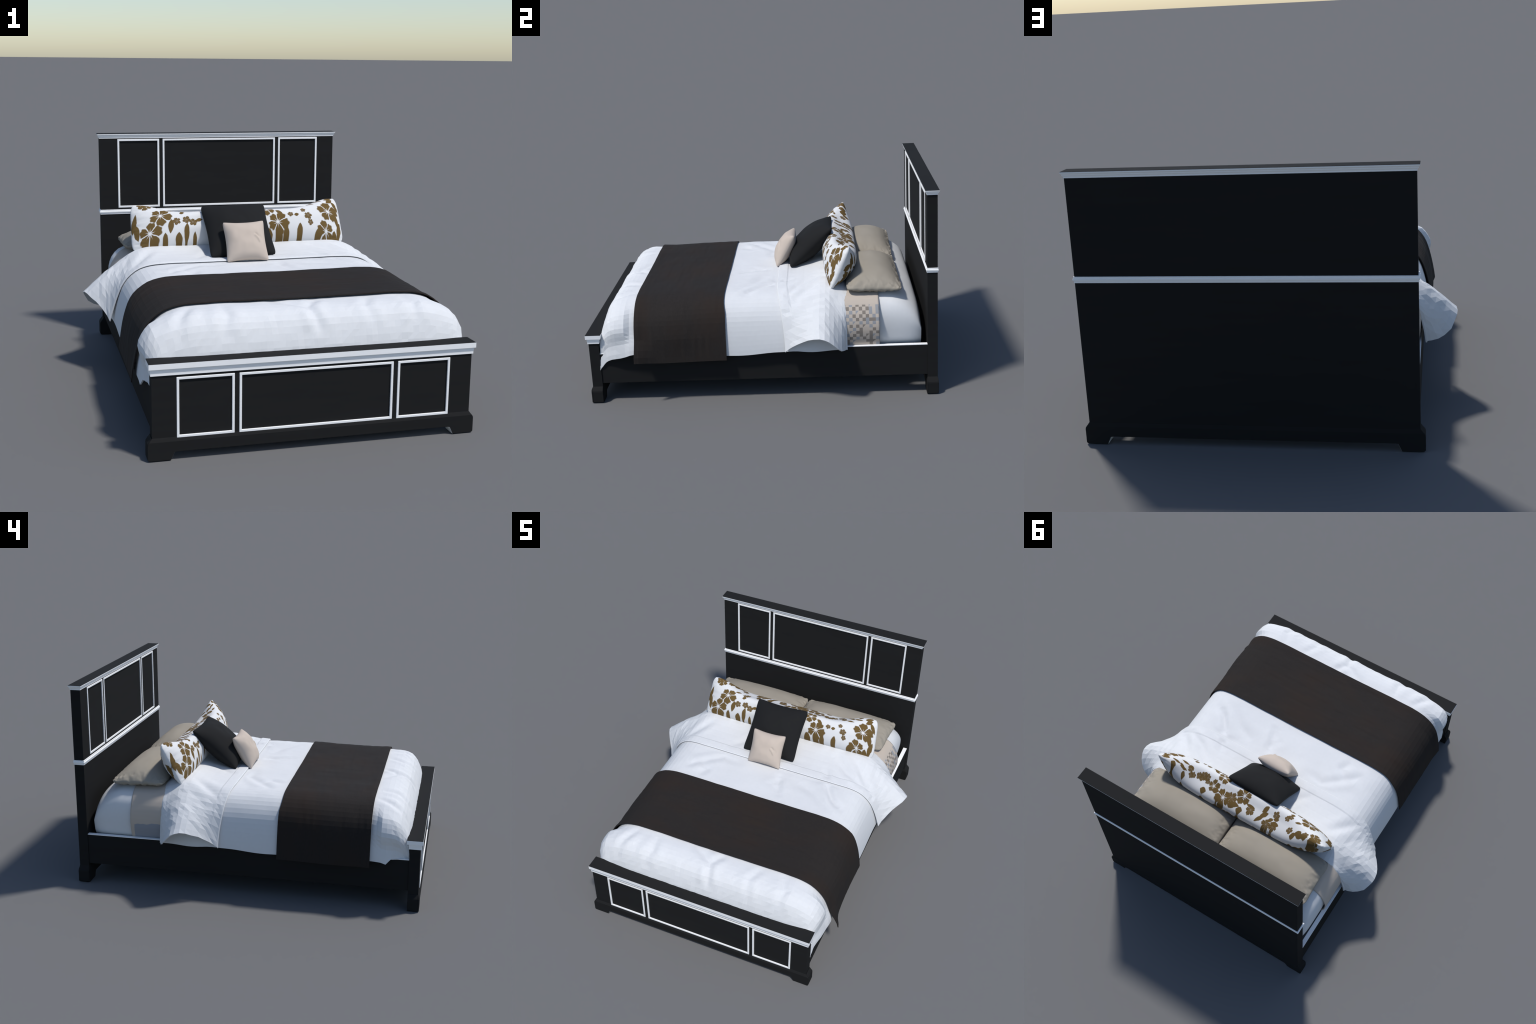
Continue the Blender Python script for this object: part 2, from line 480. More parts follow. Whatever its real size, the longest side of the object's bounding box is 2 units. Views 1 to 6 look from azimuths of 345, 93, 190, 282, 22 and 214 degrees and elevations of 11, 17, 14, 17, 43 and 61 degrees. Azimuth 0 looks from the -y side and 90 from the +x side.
def panel_slab(name, xs, zs, recess, yf, yr, yb, parent, mats):
    """slab whose front (or back) side has rectangular recesses"""
    nx, nz = len(xs) - 1, len(zs) - 1
    bm = bmesh.new()
    cache = {}

    def V(x, y, z):
        k = (round(x, 5), round(y, 5), round(z, 5))
        if k not in cache:
            cache[k] = bm.verts.new(k)
        return cache[k]

    def F(*p):
        bm.faces.new([V(*q) for q in p])
    dep = lambda i, k: yr if (i, k) in recess else yf
    for i in range(nx):
        for k in range(nz):
            x0, x1, z0, z1 = xs[i], xs[i + 1], zs[k], zs[k + 1]
            y = dep(i, k)
            F((x0, y, z0), (x1, y, z0), (x1, y, z1), (x0, y, z1))
            F((x0, yb, z0), (x0, yb, z1), (x1, yb, z1), (x1, yb, z0))
            if (i, k) in recess:
                for (a, b) in (((x0, z0), (x1, z0)), ((x1, z0), (x1, z1)), ((x1, z1), (x0, z1)), ((x0, z1), (x0, z0))):
                    F((a[0], yf, a[1]), (b[0], yf, b[1]), (b[0], yr, b[1]), (a[0], yr, a[1]))
    for k in range(nz):
        for x in (xs[0], xs[-1]):
            F((x, yf, zs[k]), (x, yf, zs[k + 1]), (x, yb, zs[k + 1]), (x, yb, zs[k]))
    for i in range(nx):
        for z in (zs[0], zs[-1]):
            F((xs[i], yf, z), (xs[i + 1], yf, z), (xs[i + 1], yb, z), (xs[i], yb, z))
    bmesh.ops.recalc_face_normals(bm, faces=bm.faces)
    me = bpy.data.meshes.new(name)
    bm.to_mesh(me); bm.free()
    for m in mats:
        me.materials.append(m)
    ob = bpy.data.objects.new(name, me)
    bpy.context.scene.collection.objects.link(ob)
    ob.parent = parent
    return ob


PANELS = [(-0.6035, -0.3625), (-0.3425, 0.3325), (0.3525, 0.5940)]   # outer edges of the white frames
STRIP = 0.0105


def panel_frame(x0, x1, z0, z1, y0, y1, parent):
    v = []
    for y in (y0, y1):
        for (d) in (0, STRIP):
            v += [(x0 + d, y, z0 + d), (x1 - d, y, z0 + d), (x1 - d, y, z1 - d), (x0 + d, y, z1 - d)]
    f = []
    for i in range(4):
        j = (i + 1) % 4
        f += [(i, j, 4 + j, 4 + i), (8 + j, 8 + i, 12 + i, 12 + j), (i, 8 + i, 8 + j, j), (4 + i, 4 + j, 12 + j, 12 + i)]
    ob = new_object("panel_frame", v, f, TRIM, parent, smooth_shade=False)
    bevel(ob, 0.0012, 1)
    return ob


def feet_outline(zt):
    """front outline of the base: flared bracket feet with the arched-out apron"""
    right = [(FOOT - 0.096, 0.0), (FOOT - 0.006, 0.0), (FOOT, 0.006), (FOOT, 0.066), (FOOT - 0.0015, 0.0735),
             (FOOT - 0.006, 0.080), (HALF + 0.002, 0.0955), (HALF, 0.099)]
    arch = [(0.600, 0.034), (0.609, 0.032)]
    half = arch + right
    if zt > 0.0991:
        half = half + [(HALF, zt)]
    pts = [(CX + x, z) for x, z in half]
    pts += [(CX - x, z) for x, z in reversed(half)]
    n = len(half)
    under = [0, 1, 2 * n - 1, 2 * n - 2, 2 * n - 3]
    return pts, under


def base_front_strip(name, yo, yi, parent):
    """plinth that stands a few millimetres proud with an eased top edge"""
    right = [(FOOT - 0.096, 0.0), (FOOT - 0.006, 0.0), (FOOT, 0.006), (FOOT, 0.066), (FOOT - 0.0015, 0.0735),
             (FOOT - 0.006, 0.080)]
    half = [(0.600, 0.034), (0.609, 0.032)] + right
    pts = [(CX + x, z) for x, z in half] + [(CX - x, z) for x, z in reversed(half)]
    n = len(half)
    v = [(x, yi, z) for x, z in pts] + [(x, yo, z) for x, z in pts]
    m = len(pts)
    # sloped ledge back to the panel face
    top = [(CX + HALF, yi, 0.097), (CX - HALF, yi, 0.097)]
    v += top
    f = [tuple(range(m, 2 * m))]
    for i in range(m):
        j = (i + 1) % m
        if i == n - 1:
            continue
        f.append((i, j, m + j, m + i))
    f.append((m + n - 1, m + n, 2 * m + 1, 2 * m))
    f.append((n - 1, m + n - 1, 2 * m))
    f.append((n, 2 * m + 1, m + n))
    f.append(tuple(range(n)) + (2 * m, 2 * m + 1) + tuple(range(n, m)))
    ob = new_object(name, v, f, BLACK, parent, smooth_shade=False)
    ob.data.materials.append(TRIM)
    for p in ob.data.polygons:
        c = p.center
        if p.normal.z < -0.3 and 0.005 < c.z < 0.05 or (abs(p.normal.x) > .3 and 0.002 < c.z < 0.033 and abs(c.x - CX) < 0.63):
            p.material_index = 1
    bevel(ob, 0.002, 2)
    return ob


# --- headboard
HB_F, HB_B = 0.9335, 0.9900
xs = [CX - HALF] + [e + CX - CX for p in PANELS for e in p] + [CX + HALF]
zs = [0.099, 0.7535, 1.1485, 1.157]
headboard = panel_slab("headboard", xs, zs, {(1, 1), (3, 1), (5, 1)}, HB_F, HB_F + 0.0040, HB_B, bed, [BLACK])
pts, under = feet_outline(0.099)
extrude_outline("headboard_base", pts, HB_F, HB_B, [BLACK, TRIM], headboard, under, bev=0.0)
base_front_strip("plinth", HB_F - 0.005, HB_F, headboard)
base_front_strip("plinth", HB_B + 0.004, HB_B, headboard)
for x0, x1 in PANELS:
    panel_frame(x0, x1, 0.7535, 1.1485, HB_F - 0.0030, HB_F + 0.0040, headboard)
# crown moulding under a black top board, stepping out upward
R = [(0.0, 1.1535), (0.0022, 1.1535), (0.0026, 1.1598), (0.0036, 1.1604), (0.0070, 1.1655), (0.0074, 1.1690),
     (0.0084, 1.1696), (0.0120, 1.1745), (0.0120, 1.1765)]
ring_loft("crown_moulding", [(HALF + o * 1.0, HB_F - o * 0.85, HB_B + o * 0.85, z) for o, z in R], [TRIM], headboard, [0] * 8, bev=0.0)
ring_loft("top_board", [(HALF + 0.0125, HB_F - 0.0105, HB_B + 0.0105, 1.1765), (HALF + 0.0125, HB_F - 0.0105, HB_B + 0.0105, 1.1788),
                        (HALF + 0.0110, HB_F - 0.0090, HB_B + 0.0090, 1.1802)], [BLACK, TRIM], headboard, [1, 0], (1, 0), bev=0)
R = [(0.0, 0.7165), (0.0030, 0.7165), (0.0035, 0.7255), (0.0065, 0.7265), (0.0070, 0.7345), (0.0040, 0.7360),
     (0.0045, 0.7430), (0.0, 0.7435)]
ring_loft("rail_moulding", [(HALF + o, HB_F - o, HB_B + o * 0.7, z) for o, z in R], [TRIM], headboard, [0] * 7, bev=0.0006)

# --- footboard
FB_F, FB_B = -0.9860, -0.9285
zs = [0.0925, 0.3495, 0.362]
footboard = panel_slab("footboard", xs, zs, {(1, 0), (3, 0), (5, 0)}, FB_F, FB_F + 0.0040, FB_B, bed, [BLACK])
pts, under = feet_outline(0.099)
pts = [(x, min(z, 0.0925) if abs(x - CX) < HALF + 0.001 else z) for x, z in pts]
extrude_outline("footboard_base", pts, FB_F, FB_B, [BLACK, TRIM], footboard, under, bev=0.0)
base_front_strip("plinth", FB_F - 0.008, FB_F, footboard)
for x0, x1 in PANELS:
    panel_frame(x0, x1, 0.0925, 0.3495, FB_F - 0.0030, FB_F + 0.0040, footboard)
R = [(0.0, 0.3605), (0.0050, 0.3605), (0.0050, 0.3720), (0.0060, 0.3740), (0.0065, 0.3850), (0.0070, 0.3895)]
ring_loft("cove_moulding", [(HALF + o, FB_F - o, FB_B + o, z) for o, z in R], [TRIM], footboard, [0] * 5, bev=0.0)
ring_loft("top_board", [(HALF + 0.0125, -0.9998, -0.9125, 0.3895), (HALF + 0.0125, -0.9998, -0.9125, 0.4118),
                        (HALF + 0.0115, -0.9990, -0.9135, 0.4132)], [BLACK, TRIM], footboard, [1, 0], (1, 0), bev=0)

# --- side rails with a white top edge
for s in (-1, 1):
    xo, xi = CX + s * 0.6955, CX + s * 0.6715
    box("side_rail", min(xo, xi), max(xo, xi), -0.929, 0.934, 0.113, 0.2925, BLACK, bed, 0.001)
    xo, xi = CX + s * 0.6960, CX + s * 0.6710
    box("rail_cap", min(xo, xi), max(xo, xi), -0.9285, 0.9335, 0.2915, 0.2955, TRIM, bed, 0.0008)

# ---------------------------------------------------------------- mattress
def cross_section(pts, n):
    """resample a half profile (x, z) uniformly by arc length through a smooth curve"""
    pts = np.array(pts, float)
    t = np.r_[0, np.cumsum(np.linalg.norm(np.diff(pts, axis=0), axis=1))]
    # Catmull-Rom through the points
    out = []
    T = np.linspace(0, t[-1], 600)
    for c in range(2):
        y = pts[:, c]
        m = np.gradient(y, t)
        i = np.clip(np.searchsorted(t, T) - 1, 0, len(t) - 2)
        h = t[i + 1] - t[i]
        s = (T - t[i]) / h
        out.append((2 * s**3 - 3 * s**2 + 1) * y[i] + (s**3 - 2 * s**2 + s) * h * m[i]
                   + (-2 * s**3 + 3 * s**2) * y[i + 1] + (s**3 - s**2) * h * m[i + 1])
    C = np.stack(out, 1)
    a = np.r_[0, np.cumsum(np.linalg.norm(np.diff(C, axis=0), axis=1))]
    q = np.linspace(0, a[-1], n)
    return np.stack([np.interp(q, a, C[:, 0]), np.interp(q, a, C[:, 1])], 1)


def full_section(half):
    """mirror a half profile (starting at the middle) into left..right"""
    L = half[::-1].copy()
    L[:, 0] *= -1
    return np.vstack([L[:-1], half])


MAT = cross_section([(0, .584), (.40, .584), (.52, .578), (.587, .562), (.626, .541), (.650, .513), (.665, .474), (.671, .42),
                     (.668, .36), (.655, .30), (.63, .262)], 34)
CM = -0.011
sec = full_section(MAT)
soft = smooth((0.60 - sec[:, 1]) / 0.06)
rows = []
for d in (0.10, 0.07, 0.03, 0.0):                       # rounded foot end
    rows.append(np.stack([sec[:, 0] * (1 - 0.5 * d) + CM, np.full(len(sec), -0.80 - 0.09 * (1 - (1 - d / 0.1) ** 2) ** 0.5),
                          sec[:, 1] - 0.04 - 1.6 * d], 1))
    rows[-1][:, 2] = np.maximum(rows[-1][:, 2], 0.25)
for y in np.linspace(-0.78, 0.740, 44):
    rows.append(np.stack([(sec[:, 0]) * (1 - 0.02 * smooth((0.36 - y) / 0.05)) + CM, np.full(len(sec), y), sec[:, 1] - 0.04 * smooth((0.36 - y) / 0.05)], 1))
HEAD_END = cross_section([(.745, .0), (.775, .006), (.81, .022), (.85, .052), (.872, .074), (.888, .100), (.899, .140), (.904, .185)], 18)
for y, dr in HEAD_END:                                   # soft, rounded head end
    k = (y - 0.745) / 0.16
    zz = sec[:, 1] - 0.86 * dr * smooth((sec[:, 1] - 0.34) / 0.22)
    rows.append(np.stack([sec[:, 0] * (1 - 0.028 * k ** 4) + CM, np.full(len(sec), y), zz], 1))
last = rows[-1].copy()
for f, y in ((0.93, 0.907), (0.80, 0.907), (0.45, 0.904), (0.0, 0.902)):
    r = last.copy()
    r[:, 0] = CM + (last[:, 0] - CM) * (0.5 + 0.5 * f)
    r[:, 2] = 0.39 + (last[:, 2] - 0.39) * f
    r[:, 1] = y
    rows.append(r)
P = np.array(rows)
P[:, :, 2] += 0.0025 * value_noise(P[:, :, 0], P[:, :, 1] * 0.6, 3, 0.09) * smooth((P[:, :, 2] - 0.5) / 0.06)
mat_ob = new_object("mattress", P.reshape(-1, 3), grid_faces(*P.shape[:2]), SHEET, bed)

# ---------------------------------------------------------------- bedding
BASE = [(0, .5825), (.30, .5835), (.45, .5840), (.545, .577), (.598, .561), (.641, .530), (.677, .479),
        (.699, .416), (.713, .354), (.720, .312), (.724, .276)]
SEC = full_section(cross_section(BASE, 35))
NA = len(SEC)
ARC = np.r_[0, np.cumsum(np.linalg.norm(np.diff(SEC, axis=0), axis=1))]
ARC = ARC - ARC.mean()
FRONT = [(-0.66, 0.0), (-0.74, 0.0015), (-0.80, 0.006), (-0.845, 0.020), (-0.876, 0.045), (-0.903, 0.092),
         (-0.922, 0.140), (-0.931, 0.175)]
FRONT_FINE = cross_section(FRONT, 200)[::-1]
NRM = np.stack([-np.gradient(SEC[:, 1]), np.gradient(SEC[:, 0])], 1)
NRM /= np.linalg.norm(NRM, axis=1, keepdims=True)


def bulge(y, z, right):
    """the filling pushes the sides out: a little under the runner, most at the foot corners"""
    b = np.where(right, 0.001 + 0.012 * math.exp(-((y + 0.52) / 0.14) ** 2), 0.001 + 0.006 * math.exp(-((y + 0.47) / 0.16) ** 2))
    corner = smooth((-0.728 - y) / 0.05) * (1 - 0.5 * smooth((-0.86 - y) / 0.06)) * np.where(right, 0.028, 0.040)
    keep = smooth((0.580 - z) / 0.09) * (1 - 0.6 * smooth((0.40 - z) / 0.10))
    return b * keep + corner * smooth((0.586 - z) / 0.06) * (1 - smooth((0.46 - z) / 0.11))


def bed_row(y, dr=None):
    """cross-section of the made bed at station y (dr: drop of the rounded foot end)"""
    if dr is None:
        dr = np.interp(y, FRONT_FINE[:, 0], FRONT_FINE[:, 1])
    x, z = SEC[:, 0].copy(), SEC[:, 1].copy()
    low = smooth((0.55 - z) / 0.27)
    f = smooth((-0.80 - y) / 0.13)
    b = bulge(y, z, SEC[:, 0] > 0)
    x = x + np.sign(x) * b - np.sign(x) * f * (0.012 * (1 - low) + 0.026 * low)
    zz = z - dr * (1 - 0.36 * smooth((0.583 - z) / 0.09) - 0.14 * low) - (0.001 + 0.010 * smooth((-0.05 - y) / 0.70)) * (1 - low)
    yy = np.full(NA, y) + 0.014 * f * (np.abs(SEC[:, 0]) / 0.72) ** 8 * (1 - low)
    return np.stack([x + CB, yy, zz], 1)


def lumps(x, y):
    return 0.0018 * value_noise(x, y, 11, 0.10) + 0.0006 * value_noise(x, y, 12, 0.045)


# --- blanket: shows between the duvet and the pillows
BLK = full_section(cross_section([(0, .5885), (.40, .5885), (.53, .583), (.597, .568), (.632, .547), (.658, .519), (.679, .485),
                                  (.692, .448), (.698, .395), (.690, .340), (.668, .285)], 36))
Y = np.linspace(0.36, 0.668, 14)
P = np.zeros((len(BLK), len(Y), 3))
P[:, :, 0] = BLK[:, None, 0] + CB
P[:, :, 1] = Y[None, :]
P[:, :, 2] = BLK[:, None, 1]
Q = facet_refine(P, 3)
n = grid_normals(Q)
n *= np.sign(n[n.shape[0] // 2, n.shape[1] // 2, 2])
arc = np.linspace(-0.95, 0.95, Q.shape[0])[:, None] * np.ones((1, Q.shape[1]))
Q = Q + n * (0.0015 * value_noise(arc, Q[:, :, 1], 21, 0.07))[:, :, None]
blanket = new_object("blanket", Q.reshape(-1, 3), grid_faces(*Q.shape[:2]), CHECK, None, sheet=True)
solidify(blanket, 0.004, -1)
blanket["label"] = "beige blanket with taupe and blue-grey check squares"
blanket["category"] = "blanket"

# --- duvet: lower sheet
FR = cross_section(FRONT, 14)[::-1]
Yb = np.r_[FR[:, 0], np.linspace(-0.66, 0.485, 42)[1:]]
Db = np.r_[FR[:, 1], np.zeros(41)]
# creases pressed into the cloth: list of (points, width, depth)
CREASES = [
    ([(0.34, 0.20), (0.39, 0.12), (0.44, 0.05)], .013, .0035),
    ([(0.40, 0.06), (0.48, -0.04), (0.54, -0.09)], .016, .0050),
    ([(0.10, 0.02), (0.12, -0.05), (0.15, -0.12)], .016, .0040),
    ([(-0.13, -0.72), (0.00, -0.80), (0.02, -0.87), (0.03, -0.93)], .016, .0055),
    ([(0.06, -0.72), (0.01, -0.80)], .016, .0040),
    ([(-0.37, -0.74), (-0.36, -0.84), (-0.40, -0.92)], .018, .0050),
    ([(-0.50, -0.73), (-0.55, -0.82), (-0.58, -0.88)], .016, .0045),
    ([(0.30, -0.73), (0.26, -0.82), (0.27, -0.90)], .016, .0035),
    ([(0.50, -0.08), (0.42, 0.04), (0.34, 0.16)], .012, .0030),
    ([(0.18, -0.17), (0.08, -0.06), (0.11, 0.02)], .018, .0025),
    ([(-0.20, 0.03), (-0.30, 0.05), (-0.48, -0.10), (-0.55, -0.04)], .018, .0030),
    ([(0.59, 0.16), (0.48, 0.21), (0.36, 0.30)], .014, .0050),
    ([(0.55, 0.20), (0.44, 0.28), (0.33, 0.36)], .014, .0040),
    ([(0.62, 0.18), (0.58, 0.24), (0.50, 0.34)], .020, .0060),
    ([(-0.62, 0.17), (-0.57, 0.24), (-0.50, 0.33)], .020, .0050),
    ([(0.22, 0.02), (0.33, -0.02), (0.45, -0.12)], .022, .0035),
    ([(-0.02, 0.16), (0.10, 0.20), (0.20, 0.18)], .018, .0025),
    ([(-0.42, -0.03), (-0.36, -0.10), (-0.38, -0.17)], .018, .0035),
    ([(0.44, -0.74), (0.48, -0.82), (0.46, -0.90)], .018, .0045),
    ([(-0.30, 0.16), (-0.22, 0.25), (-0.20, 0.33)], .016, .0030),
]


def crease_depth(x, y):
    d = np.zeros_like(x)
    for pts, w, dep in CREASES:
        best = np.full(x.shape, 9.0)
        fade = np.zeros_like(x)
        tot = len(pts) - 1
        for k in range(tot):
            a, b = np.array(pts[k]), np.array(pts[k + 1])
            ab = b - a
            t = np.clip(((x - a[0]) * ab[0] + (y - a[1]) * ab[1]) / (ab @ ab), 0, 1)
            e = np.hypot(x - a[0] - t * ab[0], y - a[1] - t * ab[1])
            s = (k + t) / tot
            fade = np.where(e < best, np.sin(np.pi * np.clip(s, 0.03, 0.97)) ** 0.6, fade)
            best = np.minimum(best, e)
        q = best / (1.3 * w)
        d += 1.5 * (-dep * np.exp(-q * q) * fade + 0.45 * dep * np.exp(-((q - 2.0) / 1.1) ** 2) * fade)
    return d


def bed_surface(P, k=6, creased=True, turned=False):
    """refine a coarse grid into facets, then press in creases and soft lumps"""
    Q = facet_refine(P, k)
    n = grid_normals(Q)
    up = n[n.shape[0] // 2, n.shape[1] // 2]
    if up[2] < 0:
        n = -n
    flat = smooth((Q[:, :, 2] - 0.44) / 0.08)
    x, y = Q[:, :, 0], Q[:, :, 1]
    d = lumps(x, y) * flat
    if creased:
        part = smooth((y - 0.105) / 0.03) if turned else smooth((0.085 - y) / 0.03)
        d = d + crease_depth(x, y) * flat * part
    return Q + n * d[:, :, None]


P = np.zeros((NA, len(Yb), 3))
LOW = smooth((0.55 - SEC[:, 1]) / 0.27)           # 0 on top .. 1 at the hem
RIGHT = SEC[:, 0] > 0
for j, (y, dr) in enumerate(zip(Yb, Db)):
    R = bed_row(y, dr)
    # gentle pull-out beside the runner on the right, near the hem
    pull = np.exp(-((y + 0.72) / 0.05) ** 2) * LOW ** 2
    R[:, 0] += np.where(RIGHT, 0.016, 0.002) * np.sign(SEC[:, 0]) * pull
    R[:, 2] += 0.022 * pull * RIGHT
    # the hem stands out under the folded-back part
    R[:, 0] += np.sign(SEC[:, 0]) * 0.016 * LOW ** 2 * np.exp(-((y - 0.29) / 0.10) ** 2)
    R[:, 2] += 0.010 * LOW ** 2 * smooth((y - 0.10) / 0.12)
    # hem waves
    R[:, 2] += LOW ** 3 * (0.006 * math.sin(y * 6.0 + 0.5) + 0.004 * math.sin(y * 17))
    # left corner: a point at y = -0.82, then the cloth is tucked behind the rail cap
    tuck = smooth((-0.805 - y) / 0.05) * LOW
    R[:, 0] = np.where(~RIGHT, R[:, 0] + 0.012 * tuck, R[:, 0])
    tip = np.exp(-((y + 0.815) / 0.03) ** 2) * LOW ** 3
    R[:, 2] = np.where(~RIGHT, R[:, 2] - 0.010 * tip, R[:, 2])
    if y < -0.825:
        R[:, 2] = np.where(~RIGHT, 0.297 + np.maximum(R[:, 2] - 0.297, 0.0012 * np.arange(NA)), R[:, 2])
    P[:, j] = R
P[:, :8] += (rng.uniform(-1, 1, P.shape) * 0.0013)[:, :8]
Q = bed_surface(P)
duvet = new_object("duvet", Q.reshape(-1, 3), grid_faces(*Q.shape[:2]), SHEET, None, sheet=True, smooth_shade=False)
solidify(duvet, 0.007, -1)
duvet["label"] = "white duvet with head end folded back"
duvet["category"] = "duvet"

# --- duvet: the turned-back head end, a loop that flares open at both sides
TOP = [(.093, .006), (.097, .0115), (.120, .0125), (.146, .0125), (.154, .0095), (.20, .0120), (.25, .017), (.30, .026), (.345, .0365),
       (.375, .0400), (.40, .0370), (.425, .029), (.45, .0200), (.47, .0135), (.485, .0085), (.497, .005), (.502, -.002)]
SIDE = [(.747, .136, .292), (.751, .141, .300), (.760, .160, .317), (.769, .182, .334), (.783, .205, .351), (.804, .235, .372),
        (.826, .268, .390), (.846, .300, .403), (.858, .330, .408), (.8610, .360, .402), (.857, .385, .387), (.847, .410, .364),
        (.830, .432, .336), (.803, .452, .313), (.772, .466, .300), (.744, .474, .294), (.722, .478, .292)]
# how far the loop has left the bed at each arc length from the middle (outward, upward)
LEAVE = [(.00, .00, .00), (.46, .00, .00), (.546, .00, .00), (.596, -.04, .00), (.647, -.06, .06), (.709, .02, .27), (.773, .24, .58),
         (.835, .53, .81), (.875, .71, .91), (.92, 1.0, 1.0)]
lv = np.array(LEAVE)
top = np.array(TOP)
sd = np.array(SIDE)
nT = len(TOP)
end = SEC[-1]
F = np.zeros((NA, nT, 3))
amax = ARC[-1]
for i in range(NA):
    sgn = 1 if SEC[i, 0] >= 0 else -1
    a = abs(ARC[i]) / amax * 0.92
    wx, wz = np.interp(a, lv[:, 0], lv[:, 1]), np.interp(a, lv[:, 0], lv[:, 2])
    wy = smooth((a - 0.42) / 0.50)
    thin = np.minimum(top[:, 1], 0.010)
    ox = NRM[i, 0] * thin * (1 - wz) + sgn * wx * (sd[:, 0] - end[0])
    oz = (NRM[i, 1] * thin + top[:, 1] - thin) * (1 - wz) + wz * (sd[:, 2] - end[1])
    F[i, :, 0] = SEC[i, 0] + ox + CB
    F[i, :, 1] = (1 - wy) * top[:, 0] + wy * sd[:, 1]
    F[i, :, 2] = SEC[i, 1] + oz
wj = smooth((np.abs(ARC) - 0.52) / 0.2)[:, None, None]
F[:, 2:-1] += (rng.uniform(-1, 1, F.shape) * 0.0022 * wj)[:, 2:-1]
Q = bed_surface(F, turned=True)
fold = new_object("duvet_fold", Q.reshape(-1, 3), grid_faces(*Q.shape[:2]), SHEET, duvet, sheet=True, smooth_shade=False)
solidify(fold, 0.005, -1)

# --- runner: follows the duvet a centimetre above it
RY = np.linspace(-0.716, -0.197, 22)
P = np.zeros((NA, len(RY), 3))
for j, y in enumerate(RY):
    R = bed_row(y)
    R[:, 0] += NRM[:, 0] * 0.0135
    R[:, 2] += NRM[:, 1] * 0.0100
    lift = 0.007 * smooth((-0.64 - y) / 0.07)
    R[:, 0] += NRM[:, 0] * lift
    R[:, 2] += NRM[:, 1] * lift * 0.6
    drop = smooth((0.36 - SEC[:, 1]) / 0.084)
    R[:, 2] -= (0.028 + 0.003 * math.sin(y * 9)) * drop            # hangs lower than the duvet
    R[:, 0] += np.sign(SEC[:, 0]) * 0.004 * drop
    low = smooth((0.40 - SEC[:, 1]) / 0.12)
    front = math.exp(-((y + 0.73) / 0.09) ** 2)
    R[:, 0] += np.where(RIGHT, 0.040, -0.002) * front * low ** 1.3
    R[:, 2] += np.where(RIGHT, 0.016, 0.0) * front * low
    mid = math.exp(-((y + 0.44) / 0.14) ** 2)
    R[:, 0] -= np.sign(SEC[:, 0]) * np.where(RIGHT, 0.006, 0.002) * mid * low
    # the head edge leans forward on top
    v = (y - RY[0]) / (RY[-1] - RY[0])
    R[:, 1] -= 0.009 * v ** 4 * (1 - smooth((0.56 - SEC[:, 1]) / 0.06))
    P[:, j] = R
Q = bed_surface(P, 4, False)
arc = np.linspace(-0.95, 0.95, Q.shape[0])[:, None] * np.ones((1, Q.shape[1]))
n = grid_normals(Q)
n *= np.sign(n[n.shape[0] // 2, n.shape[1] // 2, 2])
Q = Q + n * (0.0009 * value_noise(arc * 0.4, Q[:, :, 1] * 2, 31, 0.04))[:, :, None]
runner = new_object("bed_runner", Q.reshape(-1, 3), grid_faces(*Q.shape[:2]), BROWN, None, sheet=True, smooth_shade=False)
solidify(runner, 0.005, -1)
runner["label"] = "dark brown bed runner draped across the duvet"
runner["category"] = "bed runner"


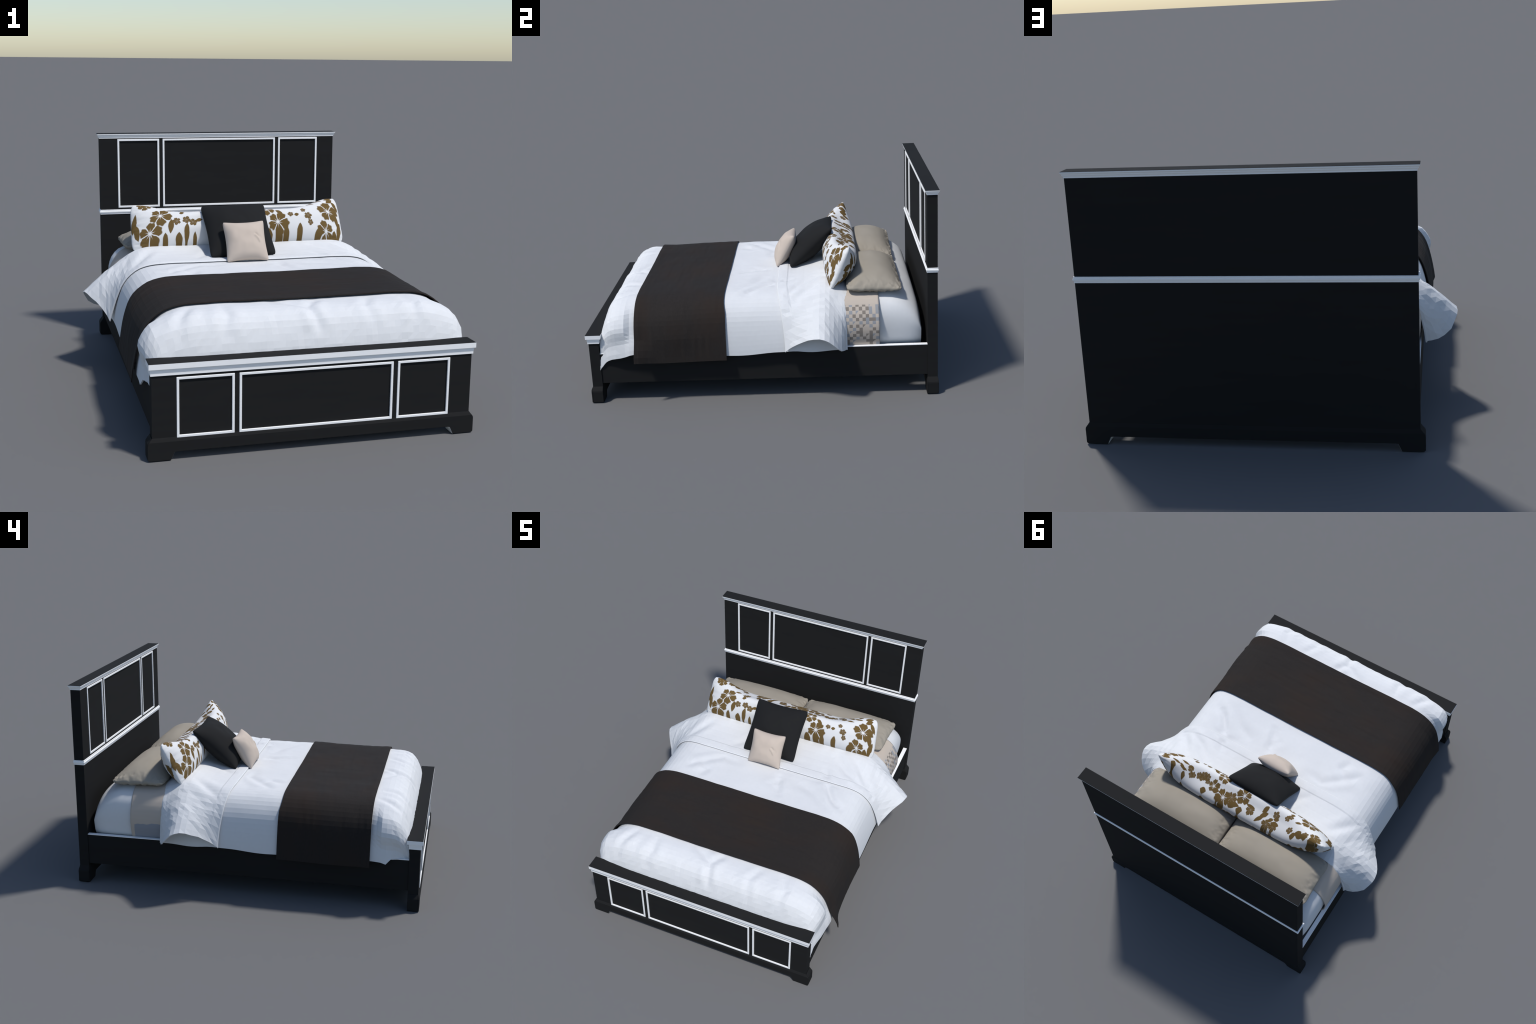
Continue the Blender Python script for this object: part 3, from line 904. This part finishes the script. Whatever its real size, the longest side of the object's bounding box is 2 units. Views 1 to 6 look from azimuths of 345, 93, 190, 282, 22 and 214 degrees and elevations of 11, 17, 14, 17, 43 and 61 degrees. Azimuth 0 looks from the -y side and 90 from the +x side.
# ---------------------------------------------------------------- pillows
def pillow(name, label, category, mat, TL, TR, BL, BR, front, back, pu=(2.6, 0.62), pv=(2.6, 0.62),
           pinch=(0.08, 0.10), pb=None, sag=None, n=(72, 56), crinkle=0.0, seed=1, seam=True, dents=(), tipr=0.06, relief=None):
    """stuffed cushion: four corners, a bulge on each side, edges drawn in between the corners"""
    TL, TR, BL, BR = (np.array(p, float) for p in (TL, TR, BL, BR))
    nu, nv = n
    th = np.linspace(-1, 1, nu)
    u = np.sign(th) * (1 - (1 - np.abs(th)) ** 1.25)
    tv = np.linspace(-1, 1, nv)
    v = np.sign(tv) * (1 - (1 - np.abs(tv)) ** 1.25)
    U, V = np.meshgrid(u, v, indexing="ij")
    U2 = U * (1 - pinch[0] * (1 - V * V) * np.abs(U) ** 2)
    pv1 = np.where(V > 0, pinch[1], pinch[1] if len(pinch) < 3 else pinch[2])
    along = 1 - np.abs(U) ** 2.5 if sag is None else 1 - smooth((np.abs(U) - sag[0]) / sag[1])
    V2 = V * (1 - pv1 * along * np.abs(V) ** 1.5)
    # blunt the corner tips
    c = np.abs(U * V) ** 7
    U2 *= 1 - tipr * c
    V2 *= 1 - tipr * c
    a, b = (U2 + 1) / 2, (V2 + 1) / 2
    mid = ((1 - a) * (1 - b))[..., None] * BL + (a * (1 - b))[..., None] * BR + ((1 - a) * b)[..., None] * TL + (a * b)[..., None] * TR
    ex = (TR + BR - TL - BL); ey = (TL + TR - BL - BR)
    nn = np.cross(ex, ey); nn /= np.linalg.norm(nn)
    prof = (1 - np.abs(U) ** pu[0]) ** pu[1] * (1 - np.abs(V) ** pv[0]) ** pv[1]
    edge = 1 - np.maximum(np.abs(U), np.abs(V))
    A = np.arctan2(V, U) * 4
    cr = crinkle * (value_noise(U * 5, V * 5, seed, 0.42) + 0.6 * value_noise(U * 5, V * 5, seed + 5, 0.2)) * np.exp(-(edge / 0.16) ** 2) * smooth(edge / 0.05)
    wob = crinkle * 0.8 * (value_noise(U * 5, V * 5, seed + 9, 0.35)) * (1 - smooth(edge / 0.10))
    base_n = 0.0028 * value_noise(U * 3, V * 3, seed + 3, 0.9) * prof
    tf = front * prof + cr + base_n
    if relief is not None:
        tf = tf + relief(U, V) * prof
    profb = prof if pb is None else (1 - np.abs(U) ** pb[0]) ** pb[1] * (1 - np.abs(V) ** pb[-2]) ** pb[-1]
    tb = back * profb + cr
    rim = 0.004 if seam else 0.002
    shift = (wob)[..., None] * nn
    Fp = mid + shift + nn * (tf + rim)[..., None]
    Bp = mid + shift - nn * (tb + rim)[..., None]
    cen = (TL + TR + BL + BR) / 4
    N = nu * nv
    verts = np.vstack([Fp.reshape(-1, 3), Bp.reshape(-1, 3)])
    faces = grid_faces(nu, nv) + [[N + i for i in f[::-1]] for f in grid_faces(nu, nv)]
    idx = lambda i, j: i * nv + j
    ring = [idx(i, 0) for i in range(nu)] + [idx(nu - 1, j) for j in range(1, nv)] + \
           [idx(i, nv - 1) for i in range(nu - 2, -1, -1)] + [idx(0, j) for j in range(nv - 2, 0, -1)]
    for k in range(len(ring)):
        p, q = ring[k], ring[(k + 1) % len(ring)]
        faces.append([q, p, N + p, N + q])
    ob = new_object(name, verts, faces, mat, None, tuple(cen))
    ob["label"] = label
    ob["category"] = category
    return ob


FL = dict(TL=(-.590, .513, .827), TR=(.573, .512, .835), BL=(-.599, .389, .594), BR=(.592, .404, .598))
FL_C = tuple(np.mean([np.array(v) for v in FL.values()], axis=0))
FLORAL = floral(FL_C)
pillow("pillow", "taupe cotton sleeping pillow lying flat", "pillow", TAUPE,
       TL=(-.634, .806, .602), TR=(.004, .795, .614), BL=(-.630, .490, .606), BR=(.004, .485, .614),
       front=.080, back=.036, pu=(3.2, .72), pv=(2.5, 1.0), pb=(3.0, .55), pinch=(.03, .03), crinkle=.0055, seed=40, n=(90, 60))
pillow("pillow", "taupe cotton sleeping pillow lying flat", "pillow", TAUPE,
       TL=(-.004, .795, .614), TR=(.632, .806, .602), BL=(-.004, .485, .614), BR=(.620, .488, .608),
       front=.080, back=.036, pu=(3.2, .72), pv=(2.5, 1.0), pb=(3.0, .55), pinch=(.03, .03), crinkle=.0055, seed=47, n=(90, 60))
pillow("bolster_pillow", "long white pillow with brown hibiscus print", "pillow", FLORAL,
       front=.079, back=.106, pb=(5.0, .72, 2.2, .80), pu=(5.0, .72), pv=(2.3, .68), pinch=(.0, .51, .03), sag=(.46, .50), n=(150, 60), seed=60, tipr=.03, crinkle=.002, **FL)
pillow("throw_cushion", "plain charcoal square throw cushion", "cushion", CHARCOAL,
       TL=(-.228, .430, .825), TR=(.132, .424, .834), BL=(-.224, .152, .592), BR=(.138, .159, .594),
       front=.074, back=.072, pu=(2.4, .66), pv=(2.4, .66), pinch=(.07, .09), seed=70)


def beige_crease(U, V):
    d = np.zeros_like(U)
    for cx, cy, r, a0, a1, dep in ((0.10, -0.30, 0.50, 0.1, 1.2, .006), (0.02, -0.42, 0.72, 0.25, 0.9, .004)):
        rr = np.hypot(U - cx, V - cy)
        a = np.arctan2(V - cy, U - cx)
        on = smooth((a - a0) / 0.3) * smooth((a1 - a) / 0.3)
        d += on * (dep * np.exp(-((rr - r) / 0.045) ** 2) - dep * np.exp(-((rr - r - 0.09) / 0.045) ** 2))
    return d


pillow("throw_cushion", "small plain beige square throw cushion", "cushion", BEIGE,
       TL=(-.156, .193, .775), TR=(.069, .193, .779), BL=(-.154, .076, .580), BR=(.073, .077, .582),
       front=.052, back=.042, pu=(2.6, .66), pv=(2.6, .66), pinch=(.09, .12), seed=80, relief=beige_crease)
